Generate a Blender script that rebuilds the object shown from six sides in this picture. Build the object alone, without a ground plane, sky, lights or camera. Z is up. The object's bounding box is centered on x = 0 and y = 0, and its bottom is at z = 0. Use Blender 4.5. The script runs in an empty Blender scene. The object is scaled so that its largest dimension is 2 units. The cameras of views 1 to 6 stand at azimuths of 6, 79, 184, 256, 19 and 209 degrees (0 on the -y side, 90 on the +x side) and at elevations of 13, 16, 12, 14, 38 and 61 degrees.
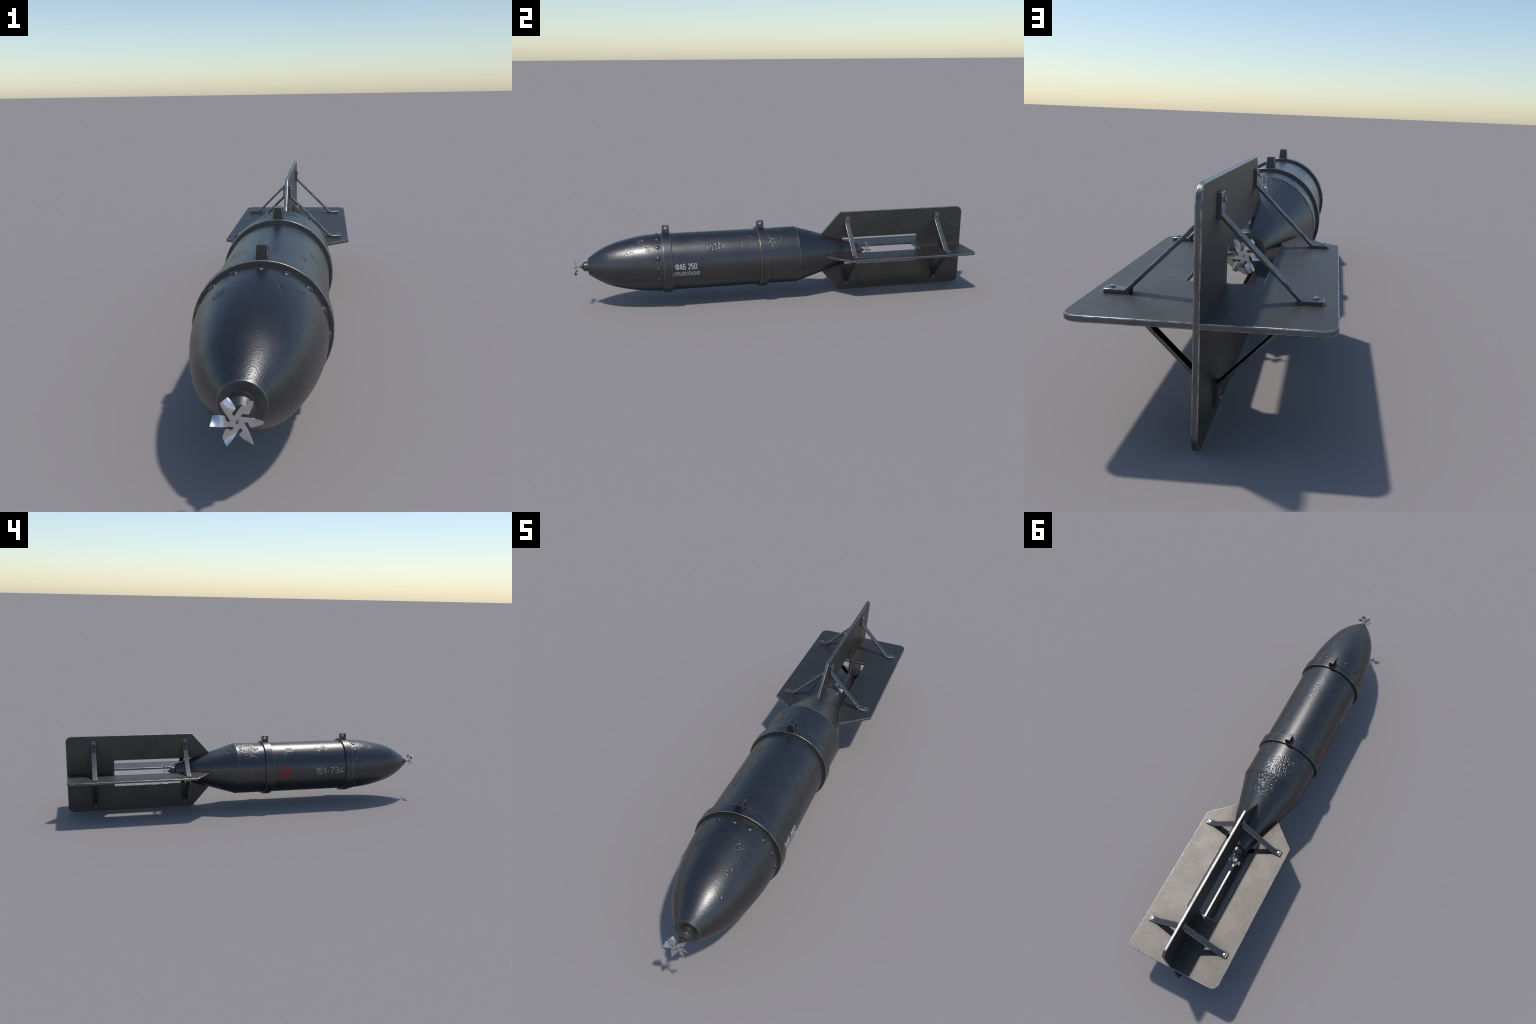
"""A finned steel aerial bomb lying level: ogive nose, banded cylinder, tapered tail,
four plate fins with bent-strip braces, and a vane fuze at either end."""
import bpy, bmesh, math
import numpy as np
from mathutils import Vector, Matrix, noise

ZC = 0.2073            # height of the long axis above the ground
R = 0.1405             # casing radius
Y_NOSE, Y_BAND, Y_AFT, Y_SEAM, Y_TAIL = -0.9322, -0.5555, -0.0862, 0.0925, 0.4235
BAND_R, BAND_HALF = 0.1512, 0.0200
FIN_R, FIN_T = 0.2073, 0.0110
SLOT_R, SLOT_Y = 0.0705, 0.7522
rng = np.random.default_rng(7)

# ---------------------------------------------------------------- materials

class Nodes:
    """small helper: build node trees with short calls"""
    def __init__(self, name):
        self.mat = bpy.data.materials.new(name)
        self.mat.use_nodes = True
        self.t = self.mat.node_tree
        self.t.nodes.clear()
        self.out = self.t.nodes.new("ShaderNodeOutputMaterial")
        self.bsdf = self.t.nodes.new("ShaderNodeBsdfPrincipled")
        self.t.links.new(self.bsdf.outputs[0], self.out.inputs[0])
        self.coord = self.t.nodes.new("ShaderNodeTexCoord").outputs["Object"]

    def new(self, kind, **props):
        n = self.t.nodes.new(kind)
        for k, v in props.items():
            setattr(n, k, v)
        return n

    def put(self, sock, v):
        if isinstance(v, bpy.types.NodeSocket):
            self.t.links.new(v, sock)
        else:
            sock.default_value = v

    def math(self, op, a, b=0.0, clamp=False):
        n = self.new("ShaderNodeMath", operation=op, use_clamp=clamp)
        self.put(n.inputs[0], a)
        self.put(n.inputs[1], b)
        return n.outputs[0]

    def vmap(self, scale=(1, 1, 1), rot=(0, 0, 0), loc=(0, 0, 0), src=None):
        n = self.new("ShaderNodeMapping")
        self.put(n.inputs["Vector"], src or self.coord)
        n.inputs["Scale"].default_value = scale
        n.inputs["Rotation"].default_value = rot
        n.inputs["Location"].default_value = loc
        return n.outputs[0]

    def noise(self, scale, detail=3.0, rough=0.55, vec=None, dist=0.0):
        n = self.new("ShaderNodeTexNoise")
        self.put(n.inputs["Vector"], vec or self.coord)
        n.inputs["Scale"].default_value = scale
        n.inputs["Detail"].default_value = detail
        n.inputs["Roughness"].default_value = rough
        n.inputs["Distortion"].default_value = dist
        return n.outputs["Fac"]

    def ramp(self, x, lo, hi, a=0.0, b=1.0):
        n = self.new("ShaderNodeMapRange", interpolation_type="SMOOTHSTEP")
        self.put(n.inputs[0], x)
        for i, v in enumerate((lo, hi, a, b)):
            n.inputs[1 + i].default_value = v
        return n.outputs[0]

    def mix(self, fac, a, b):
        n = self.new("ShaderNodeMix", data_type="RGBA")
        self.put(n.inputs[0], fac)
        self.put(n.inputs[6], (*a, 1) if isinstance(a, tuple) else a)
        self.put(n.inputs[7], (*b, 1) if isinstance(b, tuple) else b)
        return n.outputs[2]

    def bump(self, h, strength, dist, normal=None):
        n = self.new("ShaderNodeBump")
        self.put(n.inputs["Height"], h)
        n.inputs["Strength"].default_value = strength
        n.inputs["Distance"].default_value = dist
        if normal is not None:
            self.put(n.inputs["Normal"], normal)
        return n.outputs[0]

    def edge(self, radius):
        """how strongly a rounded normal departs from the flat one: worn edges"""
        b = self.new("ShaderNodeBevel", samples=8)
        b.inputs["Radius"].default_value = radius
        g = self.new("ShaderNodeNewGeometry")
        d = self.new("ShaderNodeVectorMath", operation="DOT_PRODUCT")
        self.put(d.inputs[0], b.outputs[0])
        self.put(d.inputs[1], g.outputs["Normal"])
        return self.math("SUBTRACT", 1.0, d.outputs["Value"])

    def surface_uv(self, kind):
        """flat 2D coordinates on the surface, in metres: along the axis and round the girth, or across a plate"""
        sep = self.new("ShaderNodeSeparateXYZ")
        self.put(sep.inputs[0], self.coord)
        x, y, z = sep.outputs
        com = self.new("ShaderNodeCombineXYZ")
        self.put(com.inputs[0], y)
        self.put(com.inputs[1], self.math("MULTIPLY", self.math("ARCTAN2", x, z), R) if kind == "round" else z)
        if kind == "plate":                      # each plate gets scratches of its own
            info = self.new("ShaderNodeObjectInfo")
            add = self.new("ShaderNodeVectorMath", operation="ADD")
            side = self.math("MULTIPLY", self.math("SIGN", x), 3.7)
            rnd = self.math("MULTIPLY", info.outputs["Random"], 17.0)
            c2 = self.new("ShaderNodeCombineXYZ")
            self.put(c2.inputs[0], rnd)
            self.put(c2.inputs[1], side)
            self.put(add.inputs[0], com.outputs[0])
            self.put(add.inputs[1], c2.outputs[0])
            return add.outputs[0]
        return com.outputs[0]

    def scratch_layer(self, uv, cell, length, width, keep):
        """one straight scratch per cell, at a random angle, some cells left empty"""
        sc = self.new("ShaderNodeVectorMath", operation="SCALE")
        self.put(sc.inputs[0], uv)
        sc.inputs["Scale"].default_value = 1.0 / cell
        v = self.new("ShaderNodeTexVoronoi", voronoi_dimensions="2D", feature="F1")
        self.put(v.inputs["Vector"], sc.outputs[0])
        v.inputs["Scale"].default_value = 1.0
        d = self.new("ShaderNodeVectorMath", operation="SUBTRACT")
        self.put(d.inputs[0], sc.outputs[0])
        self.put(d.inputs[1], v.outputs["Position"])
        rnd = self.new("ShaderNodeSeparateColor")
        self.put(rnd.inputs[0], v.outputs["Color"])
        rot = self.new("ShaderNodeVectorRotate", rotation_type="Z_AXIS")
        self.put(rot.inputs["Vector"], d.outputs[0])
        self.put(rot.inputs["Angle"], self.math("MULTIPLY", rnd.outputs[0], 6.283))
        sep = self.new("ShaderNodeSeparateXYZ")
        self.put(sep.inputs[0], rot.outputs[0])
        bend = self.math("MULTIPLY", self.math("MULTIPLY", sep.outputs[0], sep.outputs[0]), 0.25)
        across = self.math("ABSOLUTE", self.math("ADD", sep.outputs[1], bend))
        along = self.math("ABSOLUTE", sep.outputs[0])
        line = self.ramp(across, width / cell * 0.4, width / cell, 1.0, 0.0)
        fall = self.ramp(along, length / cell * 0.35, length / cell, 1.0, 0.0)
        on = self.math("MULTIPLY", self.ramp(rnd.outputs[1], 1 - keep, 1 - keep + 0.05), self.math("ADD", 0.35, self.math("MULTIPLY", rnd.outputs[2], 0.65)))
        broken = self.ramp(self.noise(170.0, 2.0, 0.6), 0.32, 0.55, 0.25, 1.0)
        return self.math("MULTIPLY", self.math("MULTIPLY", line, fall), self.math("MULTIPLY", on, broken))

    def scratches(self, kind):
        uv = self.surface_uv(kind)
        a = self.scratch_layer(uv, 0.085, 0.033, 0.0011, 0.55)
        b = self.scratch_layer(self.vmap(loc=(0.43, 0.21, 0), rot=(0, 0, 0.6), src=uv), 0.047, 0.015, 0.0008, 0.30)
        c = self.scratch_layer(self.vmap(loc=(1.3, 2.2, 0), rot=(0, 0, 2.0), src=uv), 0.026, 0.0040, 0.0008, 0.16)
        return self.math("MAXIMUM", self.math("MAXIMUM", a, b), c)


def painted_steel(name, base=(0.098, 0.098, 0.100), rough=0.36, peel=0.10, scratch=0.5, kind="plate", spread=0.05, rust=0.6, metal=0.92, vary=0.06, speck=0.05, reach=0.05):
    n = Nodes(name)
    blotch = n.noise(9.0, 4.0, 0.6)
    dark, light = tuple(c * (1 - vary) for c in base), tuple(c * (1 + vary) for c in base)
    col = n.mix(n.ramp(blotch, 0.35, 0.65), dark, light)
    # small scuffed flecks
    fleck = n.math("MULTIPLY", n.ramp(n.noise(120.0, 5.0, 0.7), 0.56, 0.72), n.ramp(n.noise(16.0, 2.0), 0.42, 0.62))
    col = n.mix(n.math("MULTIPLY", fleck, speck), col, (0.30, 0.295, 0.29))
    pit = n.ramp(n.noise(95.0, 3.0, 0.6, n.vmap(loc=(4, 2, 9))), 0.66, 0.74)
    col = n.mix(n.math("MULTIPLY", pit, speck * 2.0), col, (0.04, 0.038, 0.036))
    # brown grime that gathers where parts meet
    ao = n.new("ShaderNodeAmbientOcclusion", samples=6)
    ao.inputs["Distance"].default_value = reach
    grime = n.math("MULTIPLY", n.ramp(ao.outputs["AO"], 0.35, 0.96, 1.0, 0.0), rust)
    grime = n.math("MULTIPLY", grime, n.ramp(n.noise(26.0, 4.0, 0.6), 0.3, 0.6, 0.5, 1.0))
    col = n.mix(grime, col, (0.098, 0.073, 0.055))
    # scratches through the paint and rubbed edges
    scr = n.math("MULTIPLY", n.scratches(kind), scratch)
    col = n.mix(scr, col, (0.30, 0.30, 0.30))
    n.put(n.bsdf.inputs["Base Color"], col)
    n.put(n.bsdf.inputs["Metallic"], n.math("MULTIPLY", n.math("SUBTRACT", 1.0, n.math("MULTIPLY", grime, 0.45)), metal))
    r = n.ramp(n.noise(14.0, 4.0, 0.65), 0.3, 0.7, rough - spread * 0.9, rough + spread * 1.1)
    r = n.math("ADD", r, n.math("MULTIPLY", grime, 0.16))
    n.put(n.bsdf.inputs["Roughness"], r)
    fine = n.noise(270.0, 2.0, 0.55)
    nb = n.bump(fine, peel, 0.004)
    nb = n.bump(scr, 0.25, -0.0012, nb)
    n.put(n.bsdf.inputs["Normal"], nb)
    return n.mat


def bright_metal(name, base, rough, metal=1.0):
    n = Nodes(name)
    v = n.noise(60.0, 3.0, 0.6)
    n.put(n.bsdf.inputs["Base Color"], n.mix(v, tuple(c * 0.92 for c in base), tuple(min(1, c * 1.06) for c in base)))
    n.put(n.bsdf.inputs["Roughness"], n.ramp(v, 0.3, 0.7, rough - 0.03, rough + 0.04))
    n.bsdf.inputs["Metallic"].default_value = metal
    return n.mat


def stencil_paint(name, base, worn, fade=0.5):
    n = Nodes(name)
    w = n.ramp(n.noise(55.0, 4.0, 0.65), 0.35, 0.75, 0.0, fade)
    n.put(n.bsdf.inputs["Base Color"], n.mix(w, base, worn))
    n.bsdf.inputs["Roughness"].default_value = 0.42
    n.bsdf.inputs["Metallic"].default_value = 0.0
    n.bsdf.inputs["Specular IOR Level"].default_value = 0.35
    return n.mat


def flat_black(name):
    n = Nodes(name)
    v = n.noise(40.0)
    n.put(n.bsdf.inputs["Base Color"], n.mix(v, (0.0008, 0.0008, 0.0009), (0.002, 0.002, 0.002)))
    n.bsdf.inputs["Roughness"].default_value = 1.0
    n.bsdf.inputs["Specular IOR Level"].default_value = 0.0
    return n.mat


def worn_edge(name):
    """corners where the paint has rubbed away, in patches"""
    n = Nodes(name)
    w = n.ramp(n.noise(48.0, 4.0, 0.65), 0.33, 0.58)
    n.put(n.bsdf.inputs["Base Color"], n.mix(w, (0.17, 0.17, 0.173), (0.40, 0.40, 0.405)))
    n.put(n.bsdf.inputs["Roughness"], n.ramp(n.noise(90.0), 0.3, 0.7, 0.27, 0.42))
    n.bsdf.inputs["Metallic"].default_value = 0.95
    n.put(n.bsdf.inputs["Normal"], n.bump(n.noise(320.0, 2.0), 0.12, 0.003))
    return n.mat


STEEL_BODY = painted_steel("body_steel", rough=0.345, spread=0.022, peel=0.108, scratch=0.16, kind="round", rust=0.7)
STEEL_DISC = painted_steel("disc_steel", base=(0.11, 0.11, 0.11), rough=0.42, spread=0.02, peel=0.04, scratch=0.0, rust=0.35)
STEEL_BAND = painted_steel("band_steel", rough=0.345, spread=0.025, peel=0.05, scratch=0.16, kind="round")
STEEL_FIN = painted_steel("fin_steel", base=(0.0965, 0.0910, 0.0850), rough=0.474, spread=0.010, peel=0.075, scratch=0.70, rust=1.0, reach=0.065, vary=0.07, speck=0.24)
STEEL_RIM = painted_steel("rim_steel", base=(0.150, 0.150, 0.152), rough=0.37, spread=0.05, peel=0.09, scratch=0.0, rust=0.2, vary=0.15)
STEEL_BRACE = painted_steel("brace_steel", base=(0.120, 0.120, 0.121), rough=0.48, spread=0.03, peel=0.04, scratch=0.1, rust=0.3)
STEEL_FUZE = painted_steel("fuze_steel", base=(0.115, 0.108, 0.102), rough=0.36, spread=0.03, peel=0.03, scratch=0.0, rust=0.8)
STEEL_RIVET = painted_steel("rivet_steel", rough=0.33, spread=0.02, peel=0.03, scratch=0.0, rust=0.35)
WORN = worn_edge("worn_edge")
SILVER = bright_metal("vane_silver", (0.66, 0.65, 0.67), 0.29)
BOLT = bright_metal("bolt_steel", (0.42, 0.42, 0.44), 0.34)
BLACK = flat_black("inner_face_black")
WHITE = stencil_paint("stencil_white", (0.43, 0.44, 0.475), (0.20, 0.20, 0.21), 0.3)
GREY = stencil_paint("stencil_grey", (0.31, 0.315, 0.335), (0.13, 0.13, 0.135), 0.4)
SERIAL = stencil_paint("serial_grey", (0.42, 0.43, 0.46), (0.14, 0.14, 0.15), 0.5)
RED = stencil_paint("stencil_red", (0.42, 0.009, 0.012), (0.26, 0.010, 0.012), 0.35)

# ---------------------------------------------------------------- object tools

root = bpy.data.objects.new("aerial_bomb", None)
bpy.context.scene.collection.objects.link(root)
root["label"] = "dark steel aerial bomb with braced box tail fins"
root["category"] = "aerial bomb"
root.empty_display_size = 0.2


def add(name, mesh, parent=None, roll=0.0, loc=(0, 0, ZC), rot=None):
    """place a mesh whose coordinates are written about the long axis; roll turns it round that axis"""
    ob = bpy.data.objects.new(name, mesh)
    bpy.context.scene.collection.objects.link(ob)
    m = Matrix.Translation(loc) @ (rot if rot is not None else Matrix.Rotation(roll, 4, "Y"))
    p = parent or root
    ob.parent = p
    ob.matrix_parent_inverse = Matrix.Identity(4)
    ob.matrix_basis = WORLD.get(p.name, Matrix.Identity(4)).inverted() @ m
    WORLD[ob.name] = m
    return ob


WORLD = {}


def crisp(ob):
    """keep the broad faces flat and let the narrow bevels carry the bend"""
    m = ob.modifiers.new("flat_faces", "WEIGHTED_NORMAL")
    m.keep_sharp = True
    m.weight = 80
    return ob


def mesh_of(name, verts, faces, *mats, smooth=None):
    me = bpy.data.meshes.new(name)
    me.from_pydata([tuple(v) for v in verts], [], faces)
    for m in mats:
        me.materials.append(m)
    me.update()
    if smooth is not None:
        me.shade_smooth()
        if smooth < 179:
            me.set_sharp_from_angle(angle=math.radians(smooth))
    return me


def bm_mesh(name, bm, *mats, smooth=None):
    me = bpy.data.meshes.new(name)
    bmesh.ops.recalc_face_normals(bm, faces=bm.faces)
    bm.to_mesh(me)
    bm.free()
    for m in mats:
        me.materials.append(m)
    if smooth is not None:
        me.shade_smooth()
        me.set_sharp_from_angle(angle=math.radians(smooth))
    return me


def lathe(name, profile, mat, seg=64, smooth=35, close=False, worn=None):
    """turn a list of (y, radius) round the long axis"""
    verts, faces, rings = [], [], []
    for y, r in profile:
        if r < 1e-6:
            rings.append([len(verts)])
            verts.append((0, y, 0))
        else:
            rings.append(list(range(len(verts), len(verts) + seg)))
            verts += [(r * math.sin(2 * math.pi * k / seg), y, r * math.cos(2 * math.pi * k / seg)) for k in range(seg)]
    pairs = list(zip(rings, rings[1:])) + ([(rings[-1], rings[0])] if close else [])
    for a, b in pairs:
        for k in range(seg):
            j = (k + 1) % seg
            f = [a[k % len(a)], a[j % len(a)], b[j % len(b)], b[k % len(b)]]
            f = list(dict.fromkeys(f))
            if len(f) > 2:
                faces.append(f)
    bm = bmesh.new()
    vs = [bm.verts.new(v) for v in verts]
    for f in faces:
        face = bm.faces.new([vs[i] for i in f])
        ys = [vs[i].co.y for i in f]
        if worn and worn(sum(ys) / len(ys), sum(math.hypot(vs[i].co.x, vs[i].co.z) for i in f) / len(f)):
            face.material_index = 1
    return bm_mesh(name, bm, mat, *([WORN] if worn else []), smooth=smooth)


def rounded(profile, radius, steps=3):
    """round the corners of an open polyline in 2D"""
    out = [profile[0]]
    for a, b, c in zip(profile, profile[1:], profile[2:]):
        a, b, c = map(Vector, (a, b, c))
        r = min(radius, (a - b).length * 0.45, (c - b).length * 0.45)
        p, q = b + (a - b).normalized() * r, b + (c - b).normalized() * r
        for k in range(steps + 1):
            t = k / steps
            out.append(tuple((1 - t) ** 2 * p + 2 * t * (1 - t) * b + t * t * q))
    out.append(profile[-1])
    return out


def plate(name, outline, thick, *mats, bevel=0.0, segs=3, axis="fin"):
    """a flat plate: outline in (radial z, y), thickness along x, all edges rounded"""
    bm = bmesh.new()
    lo = [bm.verts.new((-thick / 2, y, r)) for r, y in outline]
    face = bm.faces.new(lo)
    ext = bmesh.ops.extrude_face_region(bm, geom=[face])
    bmesh.ops.translate(bm, vec=(thick, 0, 0), verts=[v for v in ext["geom"] if isinstance(v, bmesh.types.BMVert)])
    bmesh.ops.recalc_face_normals(bm, faces=bm.faces)
    if bevel:
        rim = [e for e in bm.edges if abs(e.verts[0].co.x - e.verts[1].co.x) < 1e-6]
        bmesh.ops.bevel(bm, geom=rim, offset=bevel, segments=segs, profile=0.5, affect="EDGES", clamp_overlap=True, material=1)
    bm.normal_update()
    for f in bm.faces:
        if abs(f.normal.x) < 0.05 and f.material_index == 0:
            f.material_index = 2
    return bm_mesh(name, bm, *mats, smooth=32)


# ---------------------------------------------------------------- casing: nose, cylinder, tail cone

NOSE = ((-0.9322, 0.0406), (-0.905, 0.0598), (-0.875, 0.0783), (-0.845, 0.0936), (-0.810, 0.1063), (-0.770, 0.1173),
        (-0.730, 0.1262), (-0.690, 0.1332), (-0.645, 0.1385), (-0.600, 0.1405), (-0.550, 0.1405))


def cubic(points, x):
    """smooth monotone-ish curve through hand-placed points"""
    px, py = np.array([p[0] for p in points]), np.array([p[1] for p in points])
    m = np.gradient(py, px)
    i = np.clip(np.searchsorted(px, x) - 1, 0, len(px) - 2)
    h = px[i + 1] - px[i]
    t = (x - px[i]) / h
    return ((2 * t**3 - 3 * t**2 + 1) * py[i] + (t**3 - 2 * t**2 + t) * h * m[i] + (-2 * t**3 + 3 * t**2) * py[i + 1] + (t**3 - t**2) * h * m[i + 1])


# where the steel is pitted and hammered: (y, angle from top in degrees, half length, half width in degrees, depth)
PATCHES = (
    (0.030, -22, 0.075, 31, 1.0), (0.130, 2, 0.082, 26, 0.95), (0.000, -46, 0.035, 14, 0.9), (0.150, -30, 0.040, 16, 0.6),
    (-0.035, 34, 0.060, 14, 1.0), (-0.050, 50, 0.050, 10, 0.9), (-0.140, 27, 0.030, 9, 0.8), (-0.150, 50, 0.030, 8, 0.5), (0.045, 14, 0.040, 12, 0.8),
    (-0.325, 49, 0.042, 11, 1.0), (-0.410, 34, 0.016, 6, 0.8), (-0.195, 50, 0.016, 8, 0.7), (-0.165, 24, 0.016, 7, 0.8),
    (-0.395, -34, 0.050, 10, 0.9), (-0.205, -37, 0.035, 9, 0.8), (-0.180, -48, 0.012, 10, 0.7), (-0.310, -2, 0.040, 8, 0.5),
    (-0.400, 5, 0.090, 9, 0.55), (-0.150, 28, 0.02, 8, 0.6), (-0.420, -24, 0.020, 6, 0.5),
    (-0.680, 22, 0.022, 9, 1.25), (-0.662, 42, 0.032, 10, 0.62), (-0.767, 31, 0.024, 9, 0.50), (-0.836, 47, 0.016, 12, 0.6), (-0.640, 50, 0.016, 6, 0.6),
    (-0.690, -33, 0.034, 9, 0.8), (-0.632, -30, 0.024, 10, 0.7), (-0.719, 32, 0.014, 5, 0.4), (-0.735, 45, 0.090, 13, 0.42),
    (0.145, -74, 0.030, 14, 0.35), (0.115, -90, 0.030, 12, 0.35), (-0.13, -112, 0.02, 9, 0.5), (0.05, 130, 0.06, 20, 0.5), (-0.34, 165, 0.07, 22, 0.6),
    (-0.70, -140, 0.05, 18, 0.6), (-0.68, 128, 0.04, 12, 0.5), (0.16, 112, 0.05, 14, 0.4), (-0.80, -105, 0.03, 12, 0.4), (0.22, -160, 0.05, 30, 0.4),
)


def casing():
    seg = 640
    ys, rs = [Y_NOSE] * 3, [0.018, 0.030, 0.0382]
    for k in range(1, 6):                       # small rounded lip of the blunt nose
        a = math.radians(90 * k / 6)
        ys.append(Y_NOSE + 0.0016 * (1 - math.cos(a)))
        rs.append(0.0390 + 0.0024 * math.sin(a))
    y_in = np.arange(-0.9295, -0.6, 0.0016)
    r_in = cubic(NOSE, y_in)
    body = np.concatenate([np.linspace(-0.5995, Y_BAND, 28), np.arange(Y_BAND, Y_SEAM, 0.0016)[1:]])
    cone = np.linspace(Y_SEAM, Y_TAIL - 0.0012, 206)
    r_cone = np.interp(cone, (Y_SEAM, Y_TAIL), (R, 0.0412))
    ys = np.concatenate([ys, y_in, body, cone, [Y_TAIL, Y_TAIL, Y_TAIL]])
    rs = np.concatenate([rs, r_in, np.full(len(body), R), r_cone, [0.0398, 0.028, 0.018]])
    th = np.linspace(0, 2 * math.pi, seg, endpoint=False)
    Y, T = np.meshgrid(ys, th, indexing="ij")
    RR = np.repeat(rs[:, None], seg, 1).copy()
    deg = (np.degrees(T) + 180) % 360 - 180
    mask = np.zeros_like(RR)
    for y, a, hl, hw, d in PATCHES:
        da = (deg - a + 180) % 360 - 180
        q = ((Y - y) / hl) ** 2 + (da / hw) ** 2
        mask = np.maximum(mask, d * np.clip(1.25 - q, 0, 1))
    mask[(ys < -0.92) | (ys > 0.30)] = 0
    disp = np.zeros_like(RR)
    for i, j in zip(*np.nonzero(mask > 0.01)):
        p = Vector((RR[i, j] * math.sin(T[i, j]), Y[i, j], RR[i, j] * math.cos(T[i, j])))
        gate = noise.noise(p * 34) + 0.5 * noise.noise(p * 90 + Vector((3, 1, 7)))
        g = min(1.0, max(0.0, (gate + mask[i, j] * 1.15 - 0.28) / 0.55))
        if g <= 0:
            continue
        g = g * g * (3 - 2 * g)
        q = Vector((p.x, p.y * 0.70 + p.x * 0.35, p.z))
        a = noise.noise(q * 185)
        b = noise.noise(q * 320 + Vector((9, 2, 4)))
        c = noise.noise(q * 60 + Vector((1, 8, 3)))
        disp[i, j] = g * min(1, mask[i, j] * 1.2) * (0.75 * a - 0.8 * abs(a) + 0.45 * b + 0.6 * c + 0.1) * 0.00145
    RR += disp
    V = np.stack([RR * np.sin(T), Y, RR * np.cos(T)], -1)
    du = np.gradient(V, axis=0)
    dv = np.roll(V, -1, 1) - np.roll(V, 1, 1)
    N = np.cross(dv, du)
    N /= np.linalg.norm(N, axis=-1, keepdims=True) + 1e-12
    flip = np.sum(N * np.stack([np.sin(T), np.where(Y < -0.931, -3.0, np.where(Y > 0.4232, 3.0, 0)), np.cos(T)], -1), -1) < 0
    N[flip] *= -1
    cut = [0, int(np.argmin(abs(ys - Y_BAND))), int(np.argmin(abs(ys - Y_SEAM))), len(ys) - 1]
    parts = []
    for name, a, b in zip(("nose", "casing", "tail_cone"), cut, cut[1:]):
        rows = b - a + 1
        idx = np.arange(rows * seg).reshape(rows, seg)
        nx = np.roll(idx, -1, 1)
        F = np.stack([idx[:-1], idx[1:], nx[1:], nx[:-1]], -1).reshape(-1, 4)
        me = bpy.data.meshes.new(name)
        me.from_pydata(V[a:b + 1].reshape(-1, 3).tolist(), [], F.tolist())
        for m in (STEEL_BODY, STEEL_RIM, STEEL_DISC):
            me.materials.append(m)
        me.update()
        # flat end discs and the rubbed lip round each of them
        row = np.repeat(np.arange(a, b), seg)
        kind = np.zeros(len(row), dtype=np.int32)
        kind[(row >= 5) & (row < 8)] = 1
        kind[row == len(ys) - 4] = 1
        kind[(row < 3) | (row >= len(ys) - 3)] = 2
        me.polygons.foreach_set("material_index", kind)
        f = me.polygons[len(me.polygons) // 2]
        if f.normal.dot(Vector((f.center.x, 0, f.center.z))) < 0:
            me.flip_normals()
        me.shade_smooth()
        me.normals_split_custom_set_from_vertices(N[a:b + 1].reshape(-1, 3).tolist())
        parts.append(add(name, me))
    return parts


nose, shell, cone = casing()

# irregular weld bead where the tail cone meets the cylinder
def weld_bead():
    seg, ring = 420, 8
    verts, faces = [], []
    for i in range(seg):
        t = 2 * math.pi * i / seg
        p = Vector((math.sin(t), 0, math.cos(t)))
        rr = 0.0013 * (0.75 + 0.8 * max(-0.4, noise.noise(p * 26)) + 0.35 * math.sin(i * 1.75))
        off = 0.0012 * noise.noise(p * 14 + Vector((5, 0, 0)))
        for k in range(ring):
            a = 2 * math.pi * k / ring
            r = R - 0.0001 + rr * math.cos(a)
            verts.append((r * p.x, Y_SEAM + off + 1.5 * rr * math.sin(a), r * p.z))
    for i in range(seg):
        j = (i + 1) % seg
        for k in range(ring):
            m = (k + 1) % ring
            faces.append((i * ring + k, i * ring + m, j * ring + m, j * ring + k))
    bm = bmesh.new()
    vs = [bm.verts.new(v) for v in verts]
    for f in faces:
        bm.faces.new([vs[q] for q in f])
    return bm_mesh("weld_bead", bm, STEEL_RIM, smooth=179)


add("weld_bead", weld_bead(), cone)

# ---------------------------------------------------------------- rivets round the nose joint

rivet = lathe("rivet", [(0.0048 * math.cos(a), 0.0106 * math.sin(a)) for a in np.linspace(0, math.pi / 2, 8)] + [(-0.003, 0.0106)], STEEL_RIVET, seg=24, smooth=60)
for k in range(16):
    a = 2 * math.pi * k / 16 + math.radians(22.2)
    m = Matrix.Rotation(a, 4, "Y") @ Matrix.Translation((0, -0.5998, R - 0.0006)) @ Matrix.Rotation(math.radians(90), 4, "X")
    add("rivet", rivet, nose, rot=m)

# ---------------------------------------------------------------- carrying bands with drilled lugs

def band(y):
    h, b = BAND_HALF, 0.0016
    prof = [(y - h, R - 0.003)] + rounded([(y - h, R - 0.002), (y - h, BAND_R), (y + h, BAND_R), (y + h, R - 0.002)], b, 4) + [(y + h, R - 0.003)]
    return lathe("band", prof, STEEL_BAND, seg=160, smooth=40,
                 worn=lambda yy, rr: BAND_R - 0.0015 < rr < BAND_R - 0.00003 and abs(yy - y) < h - 0.00003)


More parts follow.
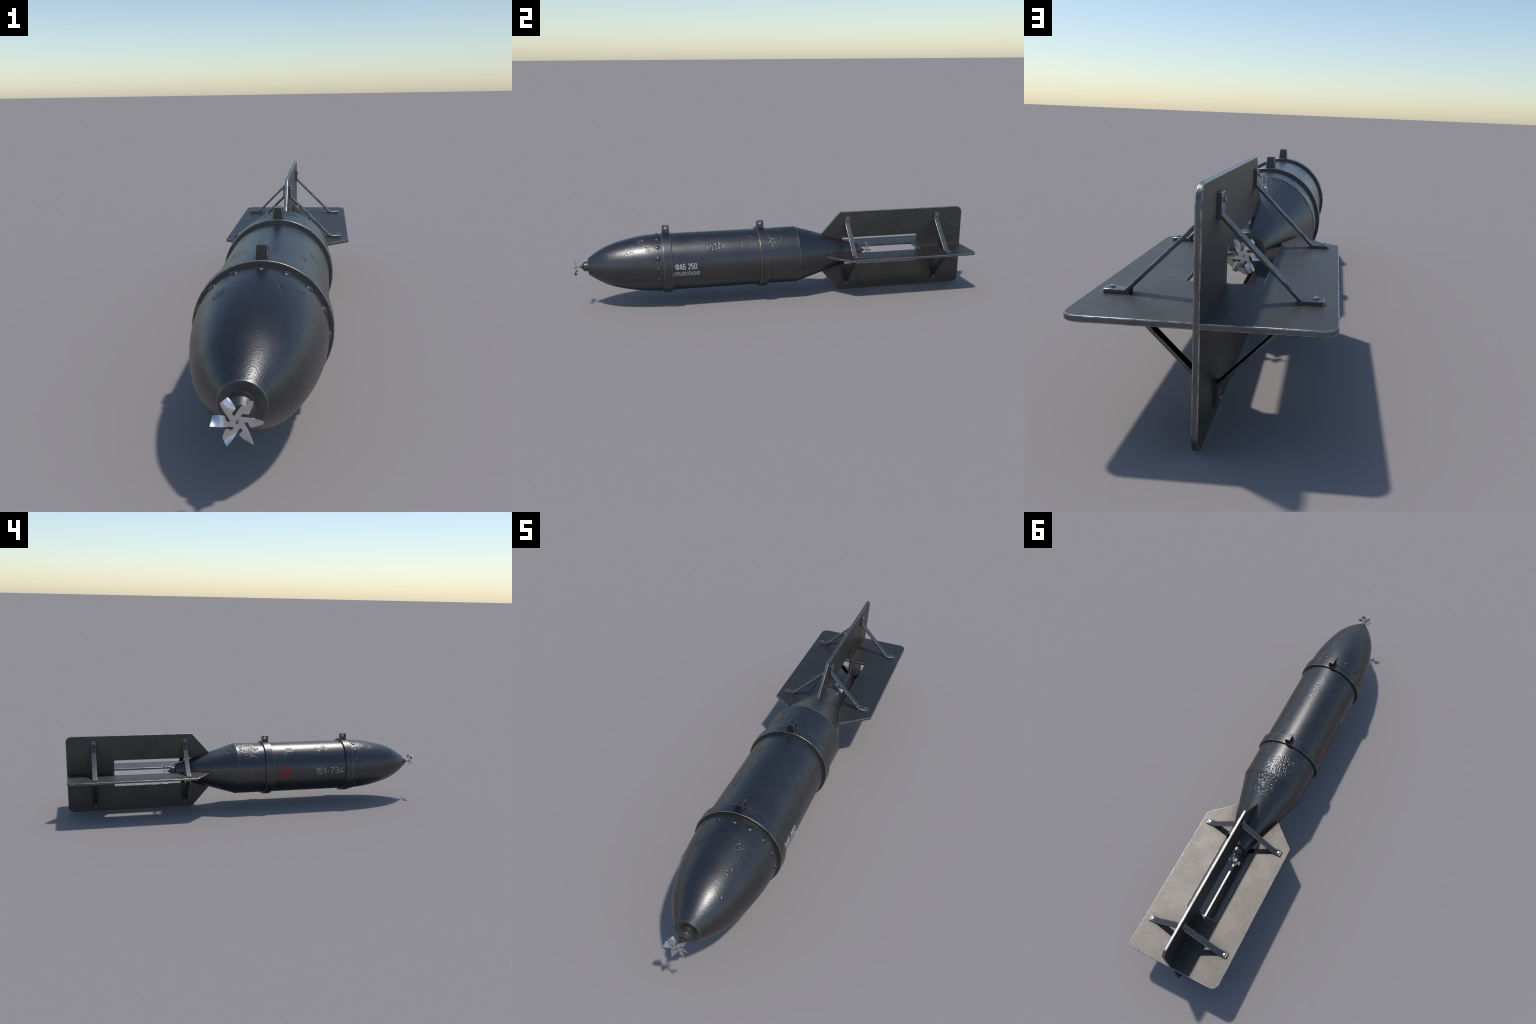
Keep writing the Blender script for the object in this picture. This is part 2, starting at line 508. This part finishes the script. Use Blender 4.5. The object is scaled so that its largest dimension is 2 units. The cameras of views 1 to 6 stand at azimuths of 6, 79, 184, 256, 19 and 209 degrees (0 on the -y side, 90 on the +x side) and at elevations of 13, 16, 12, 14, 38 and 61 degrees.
def lug(y):
    """a tapered block, drilled through sideways"""
    half, z0, z1, hole_z, hole_r, n = 0.0170, BAND_R - 0.006, 0.1838, 0.1705, 0.0090, 32
    w0, w1 = 0.0148, 0.0108
    bm = bmesh.new()
    def width(z):
        return w0 + (w1 - w0) * (z - z0) / (z1 - z0)
    sides = []
    for s in (-1, 1):
        hole, rim = [], []
        for k in range(n):
            a = 2 * math.pi * (k + 0.5) / n
            c, d = math.cos(a), math.sin(a)
            hy, hz = hole_r * c, hole_z + hole_r * d
            hole.append(bm.verts.new((s * width(hz), y + hy, hz)))
        corners = [bm.verts.new((s * width(zz), y + yy * half, zz)) for yy, zz in ((1, z1), (-1, z1), (-1, z0), (1, z0))]
        sides.append((hole, corners))
        # four fans from each corner, joined by four triangles between quadrants
        q = n // 4
        for c in range(4):
            for k in range(q):
                i, j = c * q + k, (c * q + k + 1) % n
                if k < q - 1:
                    bm.faces.new((corners[c], hole[i], hole[j]))
            last, first = hole[c * q + q - 1], hole[((c + 1) * q) % n]
            bm.faces.new((corners[c], last, first))
            bm.faces.new((corners[c], first, corners[(c + 1) % 4]))
    (h0, c0), (h1, c1) = sides
    for k in range(n):
        bm.faces.new((h0[k], h0[(k + 1) % n], h1[(k + 1) % n], h1[k]))
    for k in range(4):
        bm.faces.new((c0[k], c0[(k + 1) % 4], c1[(k + 1) % 4], c1[k]))
    bmesh.ops.recalc_face_normals(bm, faces=bm.faces)
    outer = set(c0) | set(c1)
    rim = [e for e in bm.edges if e.verts[0] in outer and e.verts[1] in outer and e.calc_face_angle(0) > 0.6]
    bmesh.ops.bevel(bm, geom=rim, offset=0.0010, segments=2, profile=0.5, affect="EDGES", material=1)
    return bm_mesh("lug", bm, STEEL_BAND, WORN, smooth=50)


for y in (Y_BAND, Y_AFT):
    b = crisp(add("carrying_band", band(y)))
    crisp(add("lug", lug(y), b))

# ---------------------------------------------------------------- fins

def fin_outline(r0, y1):
    rad, n = 0.030, 8
    pts = [(r0, y1)]
    for k in range(n + 1):
        a = math.radians(90 * k / n)
        pts.append((FIN_R - rad + rad * math.sin(a), y1 - rad + rad * math.cos(a)))
    pts += [(FIN_R, 0.3305), (SLOT_R, 0.2100), (SLOT_R, SLOT_Y - 0.006), (SLOT_R - 0.0018, SLOT_Y - 0.0018), (SLOT_R - 0.006, SLOT_Y), (r0, SLOT_Y)]
    return pts


upright = plate("vertical_fin", fin_outline(0.0, 1.0), FIN_T, STEEL_FIN, WORN, STEEL_RIM, bevel=0.0021)
level = plate("horizontal_fin", fin_outline(0.0042, 0.9991), FIN_T, STEEL_FIN, WORN, STEEL_RIM, bevel=0.0021)
fins = [crisp(add("vertical_fin", upright, roll=a)) for a in (0, math.pi)]
fins += [crisp(add("horizontal_fin", level, roll=a)) for a in (math.pi / 2, -math.pi / 2)]

# ---------------------------------------------------------------- braces: bent flat strips bolted between the fins

def brace_mesh():
    w = 0.0244
    p, top, foot, knee, inner, heel = 0.0048, 0.0138, 0.1826, 0.1467, 0.0125, 0.1382
    prof = [(p, foot), (top, foot), (top, knee), (knee, top), (foot, top), (foot, p), (heel, p), (heel, inner), (inner, heel), (p, heel)]
    bm = bmesh.new()
    vs = [bm.verts.new((x, -w / 2, z)) for x, z in prof]
    f = bm.faces.new(vs)
    ext = bmesh.ops.extrude_face_region(bm, geom=[f])
    bmesh.ops.translate(bm, vec=(0, w, 0), verts=[v for v in ext["geom"] if isinstance(v, bmesh.types.BMVert)])
    bmesh.ops.recalc_face_normals(bm, faces=bm.faces)
    rim = [e for e in bm.edges if e.is_convex and e.calc_face_angle(0) > 0.5 and not all(min(v.co.x, v.co.z) < 0.006 for v in e.verts)]
    bmesh.ops.bevel(bm, geom=rim, offset=0.0019, segments=3, profile=0.5, affect="EDGES", material=2)
    bmesh.ops.recalc_face_normals(bm, faces=bm.faces)
    for f in bm.faces:                     # the side turned to the axis is plain black
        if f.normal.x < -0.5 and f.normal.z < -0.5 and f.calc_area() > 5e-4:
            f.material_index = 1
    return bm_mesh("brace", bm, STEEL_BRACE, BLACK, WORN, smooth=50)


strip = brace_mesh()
bolt = lathe("bolt", [(-0.0012, 0.0), (-0.0012, 0.0041), (-0.0016, 0.0045), (-0.006, 0.0043)], BOLT, seg=20, smooth=35)
for roll in range(4):
    for y in (0.3702, 0.8580):
        turn = Matrix.Rotation(roll * math.pi / 2, 4, "Y") @ Matrix.Translation((0, y, 0))
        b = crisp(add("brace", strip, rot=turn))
        # bolt heads: turned profile along y, stood up along z for one foot and along x for the other
        crisp(add("bolt", bolt, b, rot=turn @ Matrix.Translation((0.1700, 0, 0.0186)) @ Matrix.Rotation(math.radians(90), 4, "X")))
        crisp(add("bolt", bolt, b, rot=turn @ Matrix.Translation((0.0186, 0, 0.1690)) @ Matrix.Rotation(math.radians(-90), 4, "Z")))

# ---------------------------------------------------------------- fuzes with six-bladed vanes

def fuze_mesh():
    """written along -y from the face it screws into (y = 0)"""
    prof = [(0.004, 0.0236)] + rounded([(0.002, 0.0236), (-0.0190, 0.0236), (-0.0292, 0.0128), (-0.0292, 0.0068)], 0.0012, 2)
    prof += rounded([(-0.0292, 0.0067), (-0.0400, 0.0067), (-0.0400, 0.0030)], 0.0008, 2)
    prof += [(-0.0395, 0.0030), (-0.0395, 0.0019), (-0.0640, 0.0019), (-0.0652, 0.0014), (-0.0652, 0.0)]
    return lathe("fuze", prof, STEEL_FUZE, seg=64, smooth=30)


def blade_mesh(twist_sign):
    """one vane blade along -x: straight leading edge, stepped trailing edge, twisting outwards"""
    nr, nt, th = 24, 9, 0.0005
    rr = np.concatenate([np.linspace(0.0035, 0.0160, 5), np.linspace(0.0164, 0.0410, nr - 5)])
    top, bot = [], []
    for r in rr:
        lead = 0.0084                              # straight edge
        trail = -0.0002 - 0.0092 * min(1.0, max(0.0, (r - 0.0161) / 0.0034))  # stepped edge
        twist = math.radians(53) * max(0.0, (r - 0.014) / 0.027) ** 1.15 * twist_sign
        row_t, row_b = [], []
        for k in range(nt):
            t = trail + (lead - trail) * k / (nt - 1)
            x = -(r - 0.0014 * (1 - (t - trail) / (lead - trail)) * min(1, max(0, (r - 0.024) / 0.0172)))
            z, y = -t * math.cos(twist), -t * math.sin(twist)
            n = Vector((0, -math.cos(twist), math.sin(twist)))
            row_t.append(Vector((x, y, z)) + n * th / 2)
            row_b.append(Vector((x, y, z)) - n * th / 2)
        top.append(row_t)
        bot.append(row_b)
    bm = bmesh.new()
    T = [[bm.verts.new(v) for v in row] for row in top]
    B = [[bm.verts.new(v) for v in row] for row in bot]
    for i in range(nr - 1):
        for k in range(nt - 1):
            bm.faces.new((T[i][k], T[i + 1][k], T[i + 1][k + 1], T[i][k + 1]))
            bm.faces.new((B[i][k], B[i][k + 1], B[i + 1][k + 1], B[i + 1][k]))
        bm.faces.new((T[i][0], B[i][0], B[i + 1][0], T[i + 1][0]))
        bm.faces.new((T[i][-1], T[i + 1][-1], B[i + 1][-1], B[i][-1]))
    for k in range(nt - 1):
        bm.faces.new((T[0][k], T[0][k + 1], B[0][k + 1], B[0][k]))
        bm.faces.new((T[-1][k], B[-1][k], B[-1][k + 1], T[-1][k + 1]))
    return bm_mesh("vane_blade", bm, SILVER, smooth=45)


fuze = fuze_mesh()
hub = lathe("vane_hub", [(-0.00045, 0.0021), (-0.00045, 0.0112), (0.00045, 0.0112), (0.00045, 0.0021)], SILVER, seg=36, smooth=30, close=True)
for name, y, half_turn, sign in (("nose_fuze", Y_NOSE, 0.0, 1.0), ("tail_fuze", Y_TAIL, math.pi, -1.0)):
    base = Matrix.Translation((0, y, 0)) @ Matrix.Rotation(half_turn, 4, "Z")
    fz = crisp(add(name, fuze, rot=base))
    vane = base @ Matrix.Translation((0, -0.0609, 0))
    add("vane_hub", hub, fz, rot=vane)
    blade = blade_mesh(sign)
    for k in range(6):
        tilt = Matrix.Translation((0, 0.00006 * k, 0))
        add("vane_blade", blade, fz, rot=vane @ Matrix.Rotation(k * math.pi / 3, 4, "Y") @ tilt)

# ---------------------------------------------------------------- stencilled marks, laid on the curved casing

def arc(cx, cy, rx, ry, a0, a1, n=10):
    return [(cx + rx * math.cos(math.radians(a0 + (a1 - a0) * k / n)), cy + ry * math.sin(math.radians(a0 + (a1 - a0) * k / n))) for k in range(n + 1)]


def oval(w, y0, y1, rx, ry):
    """closed condensed O between y0 and y1"""
    return (arc(w - rx, y1 - ry, rx, ry, 0, 90, 6) + arc(rx, y1 - ry, rx, ry, 90, 180, 6) + arc(rx, y0 + ry, rx, ry, 180, 270, 6)
            + arc(w - rx, y0 + ry, rx, ry, 270, 360, 6) + [(w, y1 - ry)])


W = 0.40     # width of a condensed letter, in letter heights (centre line to centre line)
GLYPHS = {   # letter: (advance width, strokes); every stroke is a centre line
    "Ф": (0.58, [oval(0.58, 0.08, 0.92, 0.22, 0.22), [(0.29, -0.03), (0.29, 1.03)]]),
    "А": (0.46, [[(0, 0), (0.19, 1)], [(0.46, 0), (0.27, 1)], [(0.19, 1), (0.27, 1)], [(0.06, 0.25), (0.40, 0.25)]]),
    "Б": (W, [[(W - 0.04, 1), (0, 1), (0, 0), (W - 0.18, 0)] + arc(W - 0.18, 0.18, 0.18, 0.18, -90, 0, 5) + arc(W - 0.18, 0.42, 0.18, 0.18, 0, 90, 5) + [(0.0, 0.60)]]),
    "В": (W, [[(0, 0), (0, 1), (W - 0.2, 1)] + arc(W - 0.2, 0.78, 0.17, 0.22, 90, -90, 8) + [(0, 0.54)], [(W - 0.2, 0.545)] + arc(W - 0.18, 0.28, 0.18, 0.27, 90, -90, 8) + [(0, 0.01)]]),
    "З": (W, [arc(W / 2, 0.78, W / 2, 0.22, 170, -80, 10) + [(W * 0.42, 0.54)], [(W * 0.42, 0.535)] + arc(W / 2, 0.27, W / 2, 0.27, 85, -170, 12)]),
    "Р": (W, [[(0, 0), (0, 1), (W - 0.2, 1)] + arc(W - 0.2, 0.74, 0.2, 0.26, 90, -90, 8) + [(0, 0.48)]]),
    "Ы": (W + 0.22, [[(0, 1), (0, 0), (W - 0.2, 0)] + arc(W - 0.2, 0.28, 0.18, 0.28, -90, 90, 8) + [(0, 0.56)], [(W + 0.22, 0), (W + 0.22, 1)]]),
    "О": (W, [oval(W, 0, 1, 0.2, 0.2)]),
    "П": (W, [[(0, 0), (0, 1), (W, 1), (W, 0)]]),
    "С": (W, [[(W, 0.70)] + arc(W / 2, 0.8, W / 2, 0.2, 0, 180, 8) + arc(W / 2, 0.2, W / 2, 0.2, 180, 360, 8) + [(W, 0.30)]]),
    "Н": (W, [[(0, 0), (0, 1)], [(W, 0), (W, 1)], [(0, 0.5), (W, 0.5)]]),
    "!": (0.02, [[(0.01, 1), (0.01, 0.28)], [(0.01, 0.10), (0.01, 0)]]),
    "2": (W, [arc(W / 2, 0.78, W / 2, 0.22, 175, -25, 10) + [(0.02, 0.0), (W, 0.0)]]),
    "5": (W, [[(W - 0.02, 1), (0.03, 1), (0.0, 0.53)] + arc(W / 2, 0.30, W / 2, 0.30, 120, -165, 12)]),
    "0": (W, [oval(W, 0, 1, 0.2, 0.2)]),
    " ": (0.14, []),
    # the wider, lighter serial number
    "one": (0.22, [[(0, 0.72), (0.22, 1), (0.22, 0)]]),
    "five": (0.46, [[(0.43, 1), (0.06, 1), (0.02, 0.55)] + arc(0.22, 0.31, 0.24, 0.31, 120, -155, 14)]),
    "dash": (0.36, [[(0, 0.42), (0.36, 0.42)]]),
    "seven": (0.46, [[(0, 1), (0.46, 1), (0.10, 0)]]),
    "three": (0.46, [arc(0.23, 0.76, 0.21, 0.24, 165, -85, 12) + [(0.16, 0.52)], [(0.16, 0.515)] + arc(0.23, 0.27, 0.23, 0.27, 85, -165, 14)]),
    "four": (0.50, [[(0.34, 1), (0.0, 0.24), (0.50, 0.24)], [(0.42, 0.46), (0.42, 0)]]),
}


def strokes_to_mesh(name, strokes, mat, lift=0.0):
    """strokes: list of (points in metres along/around the casing, width or (w0, w1)); laid on the cylinder.
    put(u, v) -> u runs along the axis, v upwards round the girth."""
    verts, faces = [], []
    for k, (pts, width, place) in enumerate(strokes):
        P = [Vector(p) for p in pts]
        dense = [P[0]]
        for a, b in zip(P, P[1:]):
            m = max(1, int((b - a).length / 0.0025))
            dense += [a.lerp(b, (i + 1) / m) for i in range(m)]
        n = len(dense)
        wid = [width(i / (n - 1)) if callable(width) else width for i in range(n)]
        top = R + 0.00035 + lift + 0.00006 * k
        base = len(verts)
        for i, p in enumerate(dense):
            d0 = (p - dense[i - 1]).normalized() if i else None
            d1 = (dense[i + 1] - p).normalized() if i < n - 1 else None
            d0, d1 = d0 or d1, d1 or d0
            t = (d0 + d1).normalized() if (d0 + d1).length > 1e-6 else d1
            nn = Vector((-t.y, t.x))
            miter = min(1.6, 1 / max(0.3, abs(nn.dot(Vector((-d1.y, d1.x))))))
            for s in (1, -1):
                q = p + nn * s * wid[i] / 2 * miter
                y, th = place(q)
                for rad in (top, R - 0.002):
                    verts.append((rad * math.sin(th), y, rad * math.cos(th)))
        for i in range(n - 1):
            a, b = base + 4 * i, base + 4 * i + 4
            faces += [(a, b, b + 2, a + 2), (a, a + 1, b + 1, b), (a + 2, b + 2, b + 3, a + 3)]
        faces += [(base, base + 2, base + 3, base + 1)]
        e = base + 4 * (n - 1)
        faces += [(e, e + 1, e + 3, e + 2)]
    bm = bmesh.new()
    vs = [bm.verts.new(v) for v in verts]
    for f in faces:
        try:
            bm.faces.new([vs[i] for i in f])
        except ValueError:
            pass
    me = bm_mesh(name, bm, mat)
    f = max(me.polygons, key=lambda q: q.area)
    return me


def write(name, letters, start, end, th_top, th_bottom, bold, gap, mat, side=1):
    """set a line of letters along the casing between two y values; angles in degrees from the top"""
    cap = R * math.radians(abs(th_bottom - th_top))
    sw = bold * cap
    H = cap - sw
    total, places = 0.0, []
    for l in letters:
        places.append(total)
        total += GLYPHS[l][0] + gap
    total -= gap
    squeeze = (abs(end - start) - sw) / (total * H)
    s = 1 if end > start else -1

    def place(q):
        return start + s * (sw / 2 + q.x * squeeze), side * (math.radians(abs(th_bottom)) - (q.y + sw / 2) / R)

    out = []
    for l, x in zip(letters, places):
        for st in GLYPHS[l][1]:
            pts = [((x + px) * H, py * H) for px, py in st]
            out.append((pts, sw, place))
    me = strokes_to_mesh(name, out, mat)
    ob = add(name, me, shell)
    ob["kind"] = "stuff"
    return ob


write("type_marking", list("ФАБ 250"), -0.5222, -0.4177, 80.2, 92.3, 0.138, 0.20, WHITE)
write("warning_marking", list("ВЗРЫВООПАСНО!"), -0.5340, -0.4050, 96.4, 104.8, 0.145, 0.21, GREY)
write("serial_marking", ["one", "five", "one", "dash", "seven", "three", "four"], -0.3502, -0.5174, 82.6, 97.8, 0.100, 0.20, SERIAL, side=-1)


def emblem():
    """crossed hammer and sickle in red; u runs towards the nose, v upwards, millimetres about the casing's side line"""
    def place(q):
        return -q.x, -(math.radians(90) - q.y / R)
    mm = 0.001
    def pts(*p):
        return [(a * mm, b * mm) for a, b in p]
    head = pts((132.0, 15.5), (152.6, 37.6))
    haft = pts((146.5, 22.5), (198.4, -29.8))
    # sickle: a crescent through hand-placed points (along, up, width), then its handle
    way = np.array(((162.6, 46.6, 0.6), (175.5, 38.5, 4.0), (186.5, 27.0, 7.4), (192.8, 13.0, 9.2), (191.6, -1.0, 9.6),
                    (185.4, -12.8, 9.2), (176.5, -19.6, 9.0), (166.3, -21.6, 9.0), (156.0, -18.6, 8.2), (147.6, -11.6, 7.4)))
    t = np.linspace(0, 1, len(way))
    fine = np.linspace(0, 1, 46)
    blade = [tuple(cubic(list(zip(t, way[:, c])), fine)[k] * mm for c in (0, 1)) for k in range(46)]
    span = np.concatenate([[0], np.cumsum([math.dist(a, b) for a, b in zip(blade, blade[1:])])])
    grip = pts((148.6, -12.6), (145.0, -11.2), (139.0, -16.0), (123.2, -30.0))
    strokes = [
        (head, lambda t: 0.0105 if t < 0.75 else 0.0130, place),
        (haft, 0.0082, place),
        (blade, lambda u: mm * float(np.interp(np.interp(u, span / span[-1], fine), t, way[:, 2])), place),
        (grip, lambda u: 0.0072 + 0.001 * u, place),
    ]
    me = strokes_to_mesh("emblem", strokes, RED)
    ob = add("emblem", me, shell)
    ob["kind"] = "stuff"


emblem()
